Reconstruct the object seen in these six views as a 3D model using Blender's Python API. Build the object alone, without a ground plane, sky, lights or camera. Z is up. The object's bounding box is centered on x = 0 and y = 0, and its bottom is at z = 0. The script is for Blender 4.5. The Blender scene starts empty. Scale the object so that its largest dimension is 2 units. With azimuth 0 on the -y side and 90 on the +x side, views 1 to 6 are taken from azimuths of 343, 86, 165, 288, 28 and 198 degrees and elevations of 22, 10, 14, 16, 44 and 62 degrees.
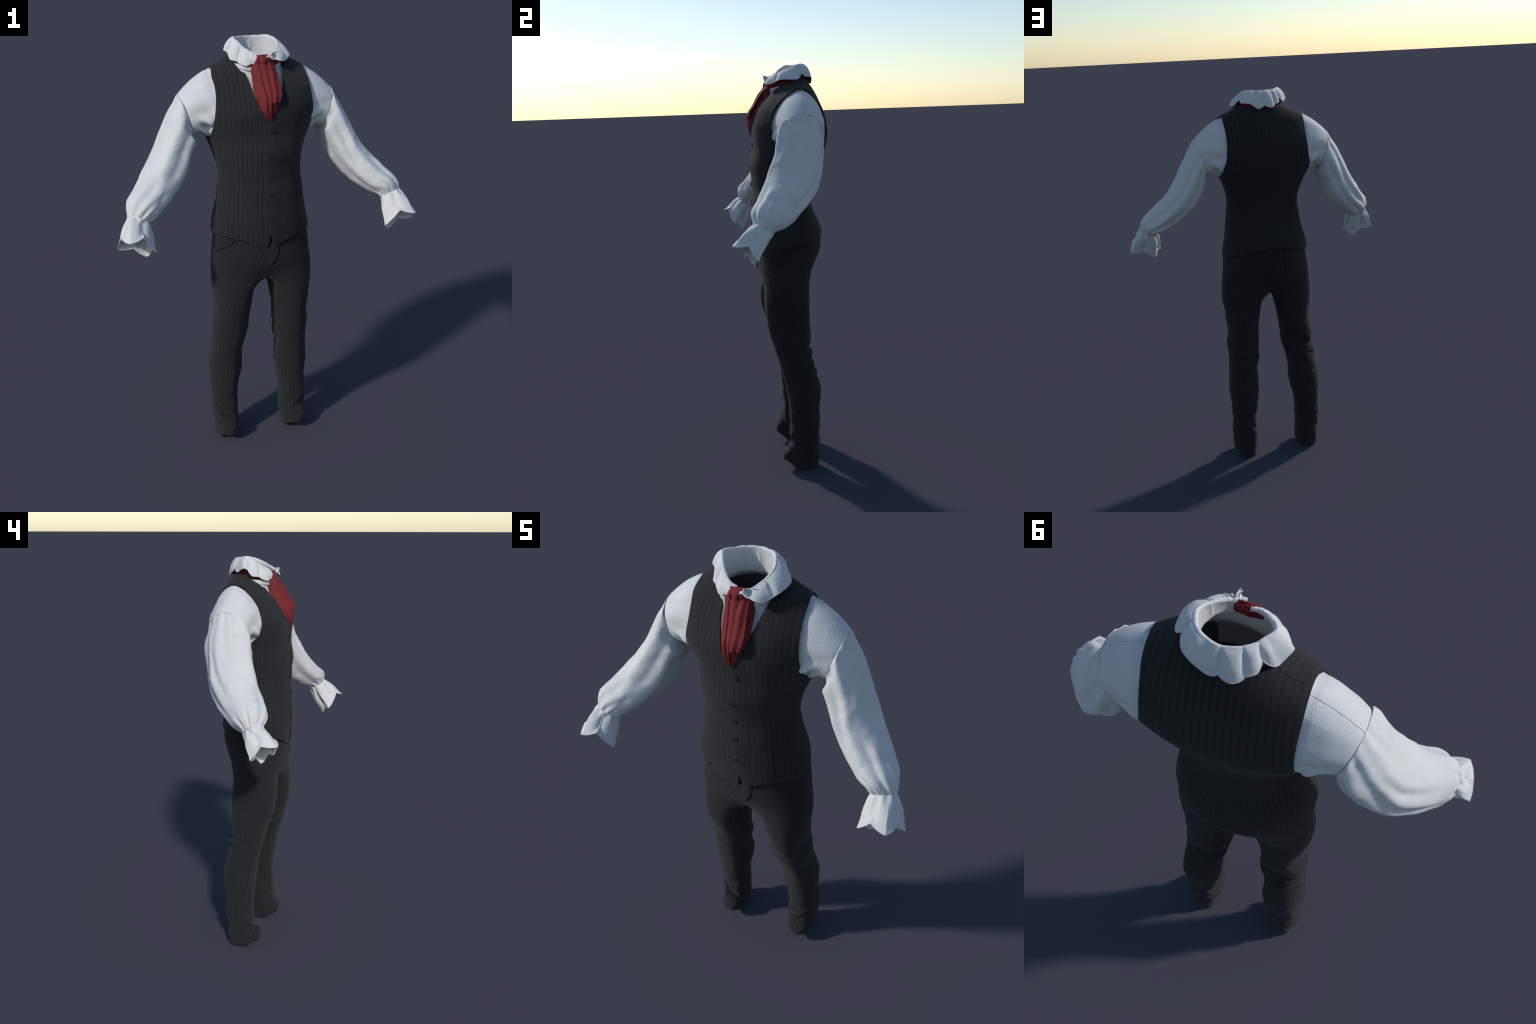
# A headless costume: pinstriped waistcoat and trousers, puff-sleeved white shirt
# with a ruffled collar, and a red cravat.  Everything is lofted from profiles.
import bpy, bmesh, math, random
import numpy as np
from mathutils import noise as mnoise, Vector

random.seed(7)
rng = np.random.default_rng(7)
RAD = math.pi / 180.0


# ------------------------------------------------------------------ helpers
def spline(knots, vals, q):
    """Cubic Hermite interpolation through (knots, vals) at q."""
    k = np.asarray(knots, float)
    v = np.asarray(vals, float)
    if v.ndim == 1:
        return spline(k, v[:, None], q)[..., 0]
    q = np.asarray(q, float)
    shape = q.shape
    q = q.ravel()
    h = np.diff(k)
    d = np.diff(v, axis=0) / h[:, None]
    m = np.zeros_like(v)
    m[1:-1] = (d[:-1] * h[1:, None] + d[1:] * h[:-1, None]) / (h[:-1] + h[1:])[:, None]
    m[0], m[-1] = d[0], d[-1]
    qc = np.clip(q, k[0], k[-1])
    i = np.clip(np.searchsorted(k, qc) - 1, 0, len(h) - 1)
    t = ((qc - k[i]) / h[i])[:, None]
    H = h[i][:, None]
    r = ((2 * t**3 - 3 * t**2 + 1) * v[i] + (t**3 - 2 * t**2 + t) * H * m[i]
         + (-2 * t**3 + 3 * t**2) * v[i + 1] + (t**3 - t**2) * H * m[i + 1])
    return r.reshape(shape + (v.shape[1],))


def smooth(a, b, x):
    t = np.clip((np.asarray(x, float) - a) / (b - a), 0, 1)
    return t * t * (3 - 2 * t)


def spow(c, p):
    return np.sign(c) * np.abs(c) ** p


def closed_curve(points, n):
    """Resample a closed control polygon as a smooth closed curve of n points."""
    P = np.asarray(points, float)
    m = len(P)
    ext = np.vstack([P[-3:], P, P[:3]])
    seg = np.r_[0, np.cumsum(np.linalg.norm(np.diff(ext, axis=0), axis=1))]
    a, b = seg[3], seg[3 + m]
    return spline(seg, ext, a + (b - a) * np.arange(n) / n)


def fbm(P, scale, seed=0.0):
    """Smooth 3D noise in -1..1 on an array of points."""
    flat = P.reshape(-1, 3)
    out = np.empty(len(flat))
    for i, p in enumerate(flat):
        out[i] = mnoise.noise(Vector((p[0] * scale + seed, p[1] * scale - seed, p[2] * scale + 2 * seed)))
    return out.reshape(P.shape[:-1])


def grid_faces(nr, nc, wrap=True, flip=False):
    F = []
    for i in range(nr - 1):
        for j in range(nc if wrap else nc - 1):
            k = (j + 1) % nc
            q = (i * nc + j, i * nc + k, (i + 1) * nc + k, (i + 1) * nc + j)
            F.append(q[::-1] if flip else q)
    return F


def vert_normals(V, F):
    N = np.zeros_like(V)
    Q = np.array([f if len(f) == 4 else (f[0], f[1], f[2], f[2]) for f in F])
    n = np.cross(V[Q[:, 2]] - V[Q[:, 0]], V[Q[:, 3]] - V[Q[:, 1]])
    t = np.linalg.norm(n, axis=1) < 1e-14
    n[t] = np.cross(V[Q[t, 1]] - V[Q[t, 0]], V[Q[t, 2]] - V[Q[t, 0]])
    for c in range(4):
        np.add.at(N, Q[:, c], n)
    L = np.linalg.norm(N, axis=1)[:, None]
    return N / np.where(L == 0, 1, L)


def make(name, V, F, mat, parent, solid=0.0, sharp=None, offset=-1.0, weld=False):
    me = bpy.data.meshes.new(name)
    me.from_pydata([tuple(map(float, p)) for p in V], [], [tuple(int(i) for i in f) for f in F])
    if weld:
        bm = bmesh.new()
        bm.from_mesh(me)
        bmesh.ops.remove_doubles(bm, verts=bm.verts, dist=1e-5)
        bm.to_mesh(me)
        bm.free()
    me.validate()
    me.polygons.foreach_set("use_smooth", [True] * len(me.polygons))
    if sharp:
        me.set_sharp_from_angle(angle=sharp * RAD)
    me.materials.append(mat)
    ob = bpy.data.objects.new(name, me)
    bpy.context.scene.collection.objects.link(ob)
    ob.parent = parent
    if solid:
        m = ob.modifiers.new("thickness", "SOLIDIFY")
        m.thickness = solid
        m.offset = offset
        m.use_even_offset = False
    return ob


def tube(name, path, radius, mat, parent, n=8):
    P = np.asarray(path, float)
    T = np.gradient(P, axis=0)
    T /= np.linalg.norm(T, axis=1)[:, None]
    up = np.array([0.0, 0.0, 1.0]) if abs(T[:, 2]).mean() < 0.8 else np.array([0.0, 1.0, 0.0])
    A = np.cross(T, up)
    A /= np.linalg.norm(A, axis=1)[:, None]
    B = np.cross(A, T)
    r = np.broadcast_to(np.asarray(radius, float), (len(P),))
    a = np.arange(n) * 2 * math.pi / n
    V = P[:, None] + r[:, None, None] * (A[:, None] * np.cos(a)[None, :, None] + B[:, None] * np.sin(a)[None, :, None])
    F = grid_faces(len(P), n)
    F += [tuple(range(n))[::-1], tuple((len(P) - 1) * n + i for i in range(n))]
    return make(name, V.reshape(-1, 3), F, mat, parent)


def clip(V, F, f):
    """Cut a polygon mesh along f = 0 and keep the side f >= 0."""
    V = list(map(tuple, V))
    f = list(map(float, f))
    cache, out = {}, []

    def cross(a, b):
        key = (min(a, b), max(a, b))
        if key not in cache:
            t = f[a] / (f[a] - f[b])
            V.append(tuple(x + t * (y - x) for x, y in zip(V[a], V[b])))
            cache[key] = len(V) - 1
        return cache[key]

    for face in F:
        s = [f[i] >= 0 for i in face]
        if all(s):
            out.append(face)
        elif any(s):
            poly = []
            for k, i in enumerate(face):
                j = face[(k + 1) % len(face)]
                if s[k]:
                    poly.append(i)
                if s[k] != s[(k + 1) % len(face)]:
                    poly.append(cross(i, j))
            if len(poly) >= 3:
                out.append(tuple(poly))
    used = sorted({i for face in out for i in face})
    remap = {i: k for k, i in enumerate(used)}
    return np.array([V[i] for i in used]), [tuple(remap[i] for i in face) for face in out]


# ---------------------------------------------------------------- materials
class Mat:
    """Small wrapper round a node tree: numbers and sockets mix freely in math()."""

    def __init__(self, name, rough=0.85, sheen=0.0, spec=0.25):
        self.m = bpy.data.materials.new(name)
        self.m.use_nodes = True
        self.t = self.m.node_tree
        self.t.nodes.clear()
        self.out = self.n("ShaderNodeOutputMaterial")
        self.b = self.n("ShaderNodeBsdfPrincipled")
        self.t.links.new(self.b.outputs[0], self.out.inputs[0])
        self.b.inputs["Roughness"].default_value = rough
        self.b.inputs["Sheen Weight"].default_value = sheen
        self.b.inputs["Sheen Roughness"].default_value = 0.6
        self.b.inputs["Specular IOR Level"].default_value = spec
        self.tc = self.n("ShaderNodeTexCoord")
        sx = self.n("ShaderNodeSeparateXYZ")
        self.t.links.new(self.tc.outputs["Object"], sx.inputs[0])
        self.x, self.y, self.z = sx.outputs

    def n(self, kind):
        return self.t.nodes.new(kind)

    def put(self, v, sock):
        if isinstance(v, (int, float)):
            sock.default_value = v
        elif isinstance(v, tuple):
            sock.default_value = v
        else:
            self.t.links.new(v, sock)

    def math(self, op, a, b=0.0, c=0.0):
        n = self.n("ShaderNodeMath")
        n.operation = op
        for s, v in zip(n.inputs, (a, b, c)):
            self.put(v, s)
        return n.outputs[0]

    def curve(self, src, lo, hi, pts):
        """Value as a function of a socket, given by (position, value) points."""
        mr = self.n("ShaderNodeMapRange")
        self.put(src, mr.inputs[0])
        mr.inputs[1].default_value, mr.inputs[2].default_value = lo, hi
        fc = self.n("ShaderNodeFloatCurve")
        cm = fc.mapping
        cm.use_clip = False
        c = cm.curves[0]
        pts = [((p - lo) / (hi - lo), v) for p, v in pts]
        c.points[0].location, c.points[1].location = pts[0], pts[-1]
        for p in pts[1:-1]:
            c.points.new(*p)
        cm.update()
        self.put(mr.outputs[0], fc.inputs["Value"])
        return fc.outputs[0]

    def noise(self, scale, detail=3.0, vec=None, dist=0.0):
        n = self.n("ShaderNodeTexNoise")
        self.t.links.new(vec or self.tc.outputs["Object"], n.inputs["Vector"])
        n.inputs["Scale"].default_value = scale
        n.inputs["Detail"].default_value = detail
        n.inputs["Distortion"].default_value = dist
        return n.outputs["Fac"]

    def vec(self, x, y, z):
        n = self.n("ShaderNodeCombineXYZ")
        for s, v in zip(n.inputs, (x, y, z)):
            self.put(v, s)
        return n.outputs[0]

    def mix(self, fac, a, b):
        n = self.n("ShaderNodeMix")
        n.data_type = "RGBA"
        self.put(fac, n.inputs[0])
        self.put(a, n.inputs[6])
        self.put(b, n.inputs[7])
        return n.outputs[2]

    def color(self, c):
        self.put(c, self.b.inputs["Base Color"])

    def bump(self, h, strength=0.3, dist=0.002):
        n = self.n("ShaderNodeBump")
        n.inputs["Strength"].default_value = strength
        n.inputs["Distance"].default_value = dist
        self.put(h, n.inputs["Height"])
        self.t.links.new(n.outputs[0], self.b.inputs["Normal"])


DARK, LIGHT = (0.0150, 0.0156, 0.0160, 1), (0.0275, 0.0280, 0.0280, 1)


def stripes(m, s, period, tone=1.0):
    """Soft woven stripe: broad lighter bands, narrow dark lines, plus thread grain."""
    ph = m.math("MULTIPLY", s, 2 * math.pi / period)
    w = m.math("MULTIPLY_ADD", m.math("COSINE", ph), 0.5, 0.5)
    w2 = m.math("MULTIPLY_ADD", m.math("COSINE", m.math("MULTIPLY", ph, 4.0)), 0.10, -0.05)
    w = m.math("ADD", m.math("POWER", w, 0.75), w2)
    grain = m.noise(420.0, 2.0)
    blot = m.noise(9.0, 3.0)
    f = m.math("ADD", m.math("MULTIPLY", w, 0.62), m.math("MULTIPLY", grain, 0.14))
    f = m.math("ADD", f, m.math("MULTIPLY_ADD", blot, 0.36, -0.06))
    m.color(m.mix(f, tuple(v * tone for v in DARK[:3]) + (1,), tuple(v * (0.5 + 0.5 * tone) for v in LIGHT[:3]) + (1,)))
    m.bump(m.math("ADD", grain, m.math("MULTIPLY", w, 0.4)), 0.12, 0.0012)


def arc_angle(m, cx, cy, ratio):
    """Angle round an upright axis, 0 in front, evened out for an oval section."""
    dx = m.math("SUBTRACT", m.x, cx)
    dy = m.math("MULTIPLY", m.math("SUBTRACT", cy, m.y), ratio)
    return m.math("ARCTAN2", dx, dy)


def vest_material(name, back):
    m = Mat(name, 0.9, 0.06, 0.15)
    dx = m.x
    # width of the cloth at this height: stripes follow the tailoring in and out
    wid = m.curve(m.z, 1.0, 2.0, [(1.0, 1.06), (1.2, 1.03), (1.4, 0.95), (1.65, 1.08), (1.8, 1.05), (2.0, 0.95)])
    phi = arc_angle(m, 0.0, 0.07, 1.3)
    if back:
        phi = m.math("ARCTAN2", dx, m.math("MULTIPLY", m.math("SUBTRACT", m.y, 0.07), 1.3))
    s = m.math("ADD", m.math("MULTIPLY", phi, 0.185), m.math("MULTIPLY", m.math("SINE", m.math("MULTIPLY", phi, 2.0)), 0.016))
    # on the shoulders the cloth lies flat, so fall back on x there
    flat = m.math("MULTIPLY", smooth_node(m, m.z, 1.55, 1.75), 1.0)
    sx = m.math("DIVIDE", dx, wid)
    s = m.math("ADD", m.math("MULTIPLY", s, m.math("SUBTRACT", 1.0, flat)), m.math("MULTIPLY", sx, flat))
    stripes(m, s, 0.0195, 0.92)
    return m.m


def smooth_node(m, v, a, b):
    n = m.n("ShaderNodeMapRange")
    n.interpolation_type = "SMOOTHSTEP"
    m.put(v, n.inputs[0])
    n.inputs[1].default_value, n.inputs[2].default_value = a, b
    return n.outputs[0]


def trouser_material(name, side, axis):
    """axis: list of (z, cx, cy) of the leg; front and back panels meet at the side seam."""
    m = Mat(name, 0.9, 0.06, 0.15)
    cx = m.curve(m.z, 0.0, 1.2, [(z, x) for z, x, y in axis])
    cy = m.curve(m.z, 0.0, 1.2, [(z, y) for z, x, y in axis])
    r = m.curve(m.z, 0.0, 1.2, [(0.0, 0.075), (0.25, 0.070), (0.42, 0.082), (0.6, 0.084), (0.8, 0.10), (0.95, 0.125), (1.2, 0.135)])
    dx = m.math("SUBTRACT", m.x, cx)
    dy = m.math("SUBTRACT", m.y, cy)
    front = m.math("ARCTAN2", dx, m.math("MULTIPLY", dy, -1.0))
    back = m.math("ARCTAN2", dx, dy)
    rise = m.math("MAXIMUM", m.math("SUBTRACT", m.z, 0.72), 0.0)
    lean = m.math("MULTIPLY", m.math("POWER", rise, 1.4), 0.62 if side > 0 else -0.34)
    sf = m.math("ADD", m.math("MULTIPLY", front, r), lean)
    sb = m.math("MULTIPLY", back, r)
    isb = m.math("GREATER_THAN", dy, 0.012)
    s = m.math("ADD", m.math("MULTIPLY", sf, m.math("SUBTRACT", 1.0, isb)), m.math("MULTIPLY", sb, isb))
    stripes(m, s, 0.0175, 0.72)
    return m.m


def plain_dark(name, c=(0.021, 0.0215, 0.0215, 1), rough=0.9):
    m = Mat(name, rough, 0.05, 0.15)
    m.color(m.mix(m.noise(60.0, 4.0), tuple(0.75 * v for v in c[:3]) + (1,), c))
    m.bump(m.noise(500.0, 2.0), 0.15, 0.001)
    return m.m


def shirt_material(name, direction, pitch=0.0062, relief=0.40):
    """White rib-knit cotton; `direction` is the run of the cloth."""
    m = Mat(name, 0.85, 0.12, 0.2)
    d = Vector(direction).normalized()
    e = d.cross(Vector((0, 1, 0))).normalized() if abs(d.y) < 0.9 else Vector((1, 0, 0))

    def along(v):
        return m.math("ADD", m.math("ADD", m.math("MULTIPLY", m.x, v.x), m.math("MULTIPLY", m.y, v.y)), m.math("MULTIPLY", m.z, v.z))

    a, b, c = along(d), along(e), m.y
    k = 2 * math.pi / pitch
    w1 = m.math("SINE", m.math("MULTIPLY", a, k))
    w2 = m.math("ADD", m.math("SINE", m.math("MULTIPLY", b, k)), m.math("SINE", m.math("MULTIPLY", c, k)))
    weave = m.math("ADD", w1, m.math("MULTIPLY", m.math("MULTIPLY", w1, w2), 0.6))
    fine = m.noise(300.0, 3.0)
    blot = m.noise(14.0, 4.0)
    f = m.math("ADD", m.math("MULTIPLY", blot, 0.7), m.math("MULTIPLY", fine, 0.3))
    m.color(m.mix(f, (0.56, 0.568, 0.572, 1), (0.70, 0.704, 0.704, 1)))
    m.bump(m.math("ADD", m.math("MULTIPLY", weave, 0.36), m.math("MULTIPLY", fine, 0.45)), relief, 0.0016)
    return m.m


def cravat_material():
    m = Mat("red_silk", 0.7, 0.0, 0.2)
    d = m.math("ADD", m.math("MULTIPLY", m.x, 0.8), m.z)
    tw = m.math("SINE", m.math("MULTIPLY", d, 2 * math.pi / 0.0045))
    streak = m.noise(22.0, 4.0, m.vec(m.math("MULTIPLY", m.x, 5.0), m.math("MULTIPLY", m.y, 2.0), m.math("MULTIPLY", m.z, 0.9)), 0.4)
    blot = m.noise(40.0, 5.0)
    f = m.math("ADD", m.math("MULTIPLY", streak, 0.7), m.math("MULTIPLY", blot, 0.35))
    m.color(m.mix(f, (0.105, 0.009, 0.012, 1), (0.225, 0.030, 0.032, 1)))
    m.bump(m.math("ADD", tw, m.math("MULTIPLY", blot, 1.5)), 0.25, 0.0012)
    return m.m


VEST_F = vest_material("pinstripe_wool_front", False)
VEST_B = vest_material("pinstripe_wool_back", True)
PLAIN = plain_dark("plain_dark_cloth")
INNER_LIGHTENED = plain_dark("vest_inside_lightened", (0.24, 0.245, 0.25, 1))  # vest cloth's inner face, colour raised to brighten the shadowed neck opening
BUTTON = plain_dark("dark_horn_button", (0.018, 0.019, 0.021, 1), 0.42)
RED = cravat_material()
WHITE = shirt_material("white_cotton", (0.25, 0, 1), 0.0042, 0.20)
WHITE_R = shirt_material("white_cotton_sleeve_weave", (-0.56, -0.3, -0.77))
WHITE_L = shirt_material("white_cotton_sleeve_weave_mirrored", (0.56, -0.3, -0.77))
HEMW = plain_dark("white_hem_stitching", (0.66, 0.665, 0.67, 1))


# --------------------------------------------------------------- hierarchy
def empty(name, parent=None):
    e = bpy.data.objects.new(name, None)
    e.empty_display_size = 0.1
    bpy.context.scene.collection.objects.link(e)
    e.parent = parent
    return e


costume = empty("costume")
costume["label"] = "pinstriped waistcoat and trousers with puff-sleeved white shirt and red cravat"
costume["category"] = "period costume"
vest = empty("waistcoat", costume)
shirt = empty("shirt", costume)
trousers = empty("trousers", costume)

# --------------------------------------------------------------- the torso
# height, centre x, y of the widest line, half width, depth to front, depth to back, squareness
TORSO = np.array([
    (1.020, -0.004, 0.014, 0.2390, 0.1060, 0.2150, 1.95),
    (1.050, -0.004, 0.017, 0.2377, 0.1161, 0.2113, 1.95),
    (1.100, -0.003, 0.020, 0.2354, 0.1340, 0.2050, 1.97),
    (1.150, -0.003, 0.031, 0.2327, 0.1490, 0.1963, 2.01),
    (1.200, -0.003, 0.043, 0.2232, 0.1650, 0.1760, 2.08),
    (1.250, -0.001, 0.045, 0.2118, 0.1667, 0.1537, 2.09),
    (1.300, 0.000, 0.039, 0.2030, 0.1590, 0.1398, 2.06),
    (1.350, -0.001, 0.036, 0.1971, 0.1530, 0.1344, 2.09),
    (1.400, -0.001, 0.040, 0.1903, 0.1540, 0.1302, 2.09),
    (1.450, -0.002, 0.054, 0.1929, 0.1710, 0.1264, 2.17),
    (1.500, -0.002, 0.079, 0.2059, 0.1990, 0.1210, 2.20),
    (1.550, 0.001, 0.110, 0.2250, 0.2280, 0.1124, 2.12),
    (1.600, 0.004, 0.138, 0.2519, 0.2450, 0.1065, 2.21),
    (1.650, 0.000, 0.148, 0.2827, 0.2550, 0.1070, 2.27),
    (1.700, 0.002, 0.145, 0.3046, 0.2536, 0.1080, 2.16),
    (1.750, 0.008, 0.139, 0.3150, 0.2320, 0.1045, 1.95),
    (1.790, 0.010, 0.128, 0.3080, 0.2020, 0.1030, 1.86),
    (1.820, 0.006, 0.121, 0.2880, 0.1740, 0.0990, 1.82),
    (1.850, 0.000, 0.1156, 0.2511, 0.1400, 0.0916, 1.88),
    (1.875, 0.002, 0.112, 0.2060, 0.1130, 0.0810, 2.05),
    (1.900, 0.002, 0.113, 0.1540, 0.0800, 0.0650, 2.14),
    (1.925, 0.002, 0.111, 0.1120, 0.0480, 0.0470, 2.20),
    (1.945, 0.002, 0.110, 0.0950, 0.0350, 0.0400, 2.20),
])


def torso_point(th, z, grow=0.0):
    """Point of the waistcoat's outer surface; th = 0 in front, 90 degrees at +x."""
    s = spline(TORSO[:, 0], TORSO[:, 1:], z)
    sn, cs = np.sin(th), np.cos(th)
    p = 2.0 / s[..., 5]
    x = s[..., 0] + (s[..., 2] + grow) * spow(sn, p)
    y = s[..., 1] - (np.where(cs > 0, s[..., 3], s[..., 4]) + grow) * spow(cs, p)
    # the left front stands prouder at the neck than the right one
    chest = smooth(1.68, 1.76, z) * (1 - smooth(1.90, 1.93, z)) * (cs > 0)
    y = y - 0.011 * np.sin(np.clip(x / 0.2, -1, 1) * math.pi) * chest
    return np.stack([x, y, z + 0 * x], -1)


def surface_y_front(x, z):
    """y of the front of the torso at (x, z)."""
    th = np.linspace(0, math.pi / 2, 400) * (1 if x >= 0 else -1)
    P = torso_point(th, np.full(400, z))
    return P[np.argmin(np.abs(P[:, 0] - x)), 1]


NT, TZ = 320, np.r_[np.linspace(1.02, 1.66, 130), np.linspace(1.664, 1.944, 110)]
TH = (np.arange(NT + 1) / NT) * 2 * math.pi - math.pi  # from back round to back, cut at the back
gz, gt = np.meshgrid(TZ, TH, indexing="ij")
BASE = torso_point(gt, gz)
low = fbm(BASE, 9.0, 3.1) * 0.0022 + fbm(BASE, 22.0, 1.7) * 0.0008
rad = BASE - np.stack([0 * gz, 0 * gz + 0.07, gz], -1)
rad /= np.linalg.norm(rad, axis=-1)[..., None] + 1e-9
BASE = BASE + rad * low[..., None] * (1 - smooth(1.8, 1.9, gz))[..., None]
# drag folds: cloth pulled towards the buttons, a hollow under the chest
for zc, a in ((1.565, -0.003), (1.465, -0.003), (1.38, -0.002), (1.285, -0.003)):
    b = np.exp(-((gz - zc) / 0.022) ** 2) * np.exp(-(np.abs(gt) / 0.5) ** 2)
    BASE[..., 1] -= a * b

ARM_Z = [1.540, 1.556, 1.570, 1.585, 1.593, 1.612, 1.651, 1.697, 1.729, 1.768, 1.811, 1.842, 1.874, 1.95]
ARM_RF = [0.30, 0.238, 0.2255, 0.2245, 0.2245, 0.2245, 0.222, 0.219, 0.2144, 0.2093, 0.209, 0.2125, 0.205, 0.200]
ARM_RB = [0.30, 0.240, 0.2310, 0.2300, 0.2310, 0.227, 0.216, 0.2115, 0.2106, 0.2100, 0.211, 0.211, 0.2095, 0.200]
ARM_LF = [0.33, 0.262, 0.2410, 0.2355, 0.2350, 0.234, 0.230, 0.2298, 0.2268, 0.2236, 0.2205, 0.2182, 0.2165, 0.205]
ARM_LB = [0.33, 0.262, 0.2430, 0.2370, 0.2360, 0.230, 0.2175, 0.2095, 0.2065, 0.2050, 0.206, 0.208, 0.2090, 0.205]


def armhole(x, y, z):
    """Positive inside the waistcoat, negative in the armholes."""
    back = smooth(0.06, 0.15, y)
    r = spline(ARM_Z, ARM_RF, z) * (1 - back) + spline(ARM_Z, ARM_RB, z) * back
    l = spline(ARM_Z, ARM_LF, z) * (1 - back) + spline(ARM_Z, ARM_LB, z) * back
    return np.where(x < 0, r + x, l - x)


NECK_R = ([1.60, 1.664, 1.7145, 1.7576, 1.79, 1.815, 1.845, 1.869, 1.90, 1.922, 1.95],
          [0.034, 0.006, -0.038, -0.051, -0.058, -0.066, -0.0715, -0.076, -0.088, -0.104, -0.16])
NECK_L = ([1.60, 1.664, 1.71, 1.758, 1.794, 1.812, 1.829, 1.856, 1.889, 1.905, 1.925, 1.95],
          [-0.014, 0.011, 0.0334, 0.0566, 0.0716, 0.0783, 0.0823, 0.0917, 0.105, 0.1135, 0.122, 0.17])


def back_neck(x, y, z):
    zb = 1.904 + 0.0175 * np.clip(np.abs(x) / 0.1, 0, 1.1) ** 2
    return zb - z


HEM_F = ([-0.25, -0.212, -0.156, -0.094, -0.007, 0.010, 0.029, 0.093, 0.148, 0.223, 0.25],
         [1.147, 1.142, 1.133, 1.113, 1.073, 1.077, 1.081, 1.116, 1.129, 1.130, 1.128])
HEM_B = ([-0.25, -0.21, -0.138, -0.063, 0.005, 0.071, 0.132, 0.189, 0.231, 0.25],
         [1.146, 1.148, 1.166, 1.180, 1.189, 1.176, 1.163, 1.150, 1.128, 1.128])


def hem(x, y, z):
    back = smooth(0.0, 0.06, y)
    return z - (np.interp(x, *HEM_F) * (1 - back) + np.interp(x, *HEM_B) * back)


EDGE_R = ([1.02, 1.073, 1.150, 1.20, 1.60], [-0.013, -0.011, 0.004, 0.016, 0.022])   # right front's free edge
EDGE_L = ([1.02, 1.081, 1.150, 1.22, 1.30, 1.40, 1.52, 1.60, 1.664], [0.034, 0.031, 0.003, -0.017, -0.018, -0.018, -0.016, -0.010, 0.004])


def vest_panel(name, which, mat):
    V = np.concatenate([BASE.reshape(-1, 3), gt.reshape(-1, 1)], 1)
    F = grid_faces(len(TZ), NT + 1, wrap=False)

    def cut(V, F, fn):
        return clip(V, F, fn(V[:, 0], V[:, 1], V[:, 2], V[:, 3]))

    seam = 1.62
    if which == "back":
        V, F = cut(V, F, lambda x, y, z, t: np.abs(t) - seam)
        V, F = cut(V, F, lambda x, y, z, t: back_neck(x, y, z))
    else:
        sg = -1 if which == "right" else 1
        V, F = cut(V, F, lambda x, y, z, t: 0.5 + sg * t)
        V, F = cut(V, F, lambda x, y, z, t: seam - np.abs(t))
        if sg < 0:
            V, F = cut(V, F, lambda x, y, z, t: np.interp(z, *NECK_R) - x)
            V, F = cut(V, F, lambda x, y, z, t: np.interp(z, *EDGE_R) - x)
        else:
            V, F = cut(V, F, lambda x, y, z, t: x - np.interp(z, *NECK_L))
            V, F = cut(V, F, lambda x, y, z, t: x - np.interp(z, *EDGE_L))
        V, F = cut(V, F, lambda x, y, z, t: 1.9285 - z)
    V, F = cut(V, F, lambda x, y, z, t: armhole(x, y, z))
    V, F = cut(V, F, lambda x, y, z, t: hem(x, y, z))
    P = V[:, :3].copy()
    N = vert_normals(P, F)
    if which == "right":
        P += N * (0.0015 * smooth(0.0, 0.2, seam - np.abs(V[:, 3])))[:, None]
    elif which == "left":
        P += N * ((0.0015 + 0.0035 * (1 - smooth(0.01, 0.07, P[:, 0]))) * smooth(0.0, 0.2, seam - np.abs(V[:, 3])))[:, None]
    # free hems turn very slightly outwards
    ob = make(name, P, F, mat, vest, solid=0.0035, weld=True)
    ob.data.materials.append(INNER_LIGHTENED)
    ob.modifiers[0].material_offset = 1
    return ob


vest_panel("back_panel", "back", VEST_B)
vest_panel("front_panel", "right", VEST_F)
vest_panel("front_panel", "left", VEST_F)


# ----------------------------------------------------------------- buttons
def button_mesh():
    prof = [(0.0, 0.0034), (0.0070, 0.0034), (0.0080, 0.0036), (0.0087, 0.0043), (0.0096, 0.0048), (0.0106, 0.0043),
            (0.0113, 0.0030), (0.0113, 0.0008), (0.0105, 0.0), (0.0, 0.0)]
    n = 36
    V, F = [], []
    for r, h in prof:
        for k in range(n):
            a = 2 * math.pi * k / n
            V.append((r * math.cos(a), r * math.sin(a), h))
    F = grid_faces(len(prof), n)
    for hx in (-1, 1):  # two thread bumps in the well
        base = len(V)
        for i in range(5):
            for k in range(8):
                a, b = math.pi / 2 * i / 4, 2 * math.pi * k / 8
                V.append((hx * 0.0022 + 0.0010 * math.cos(a) * math.cos(b), 0.0010 * math.cos(a) * math.sin(b), 0.0032 + 0.0007 * math.sin(a)))
        F += [tuple(base + i for i in f) for f in grid_faces(5, 8)]
    me = bpy.data.meshes.new("button")
    me.from_pydata(V, [], F)
    me.validate()
    me.polygons.foreach_set("use_smooth", [True] * len(me.polygons))
    me.materials.append(BUTTON)
    return me


BTN = button_mesh()
for bx, bz in ((0.0140, 1.6205), (0.0046, 1.5114), (-0.0002, 1.4243), (0.0008, 1.3375), (-0.0006, 1.2334)):
    ob = bpy.data.objects.new("button", BTN)
    bpy.context.scene.collection.objects.link(ob)
    ob.parent = vest
    y0 = surface_y_front(bx, bz)
    dz = surface_y_front(bx, bz + 0.01) - surface_y_front(bx, bz - 0.01)
    nrm = Vector((0.06, -1.0, dz / 0.02)).normalized()
    ob.location = Vector((bx, y0, bz)) + nrm * 0.0048
    ob.rotation_euler = nrm.to_track_quat("Z", "Y").to_euler()
    ob.rotation_euler.rotate_axis("Z", 0.4 + bz * 7)
    ob.scale = (1, 1, 0.75)

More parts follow.
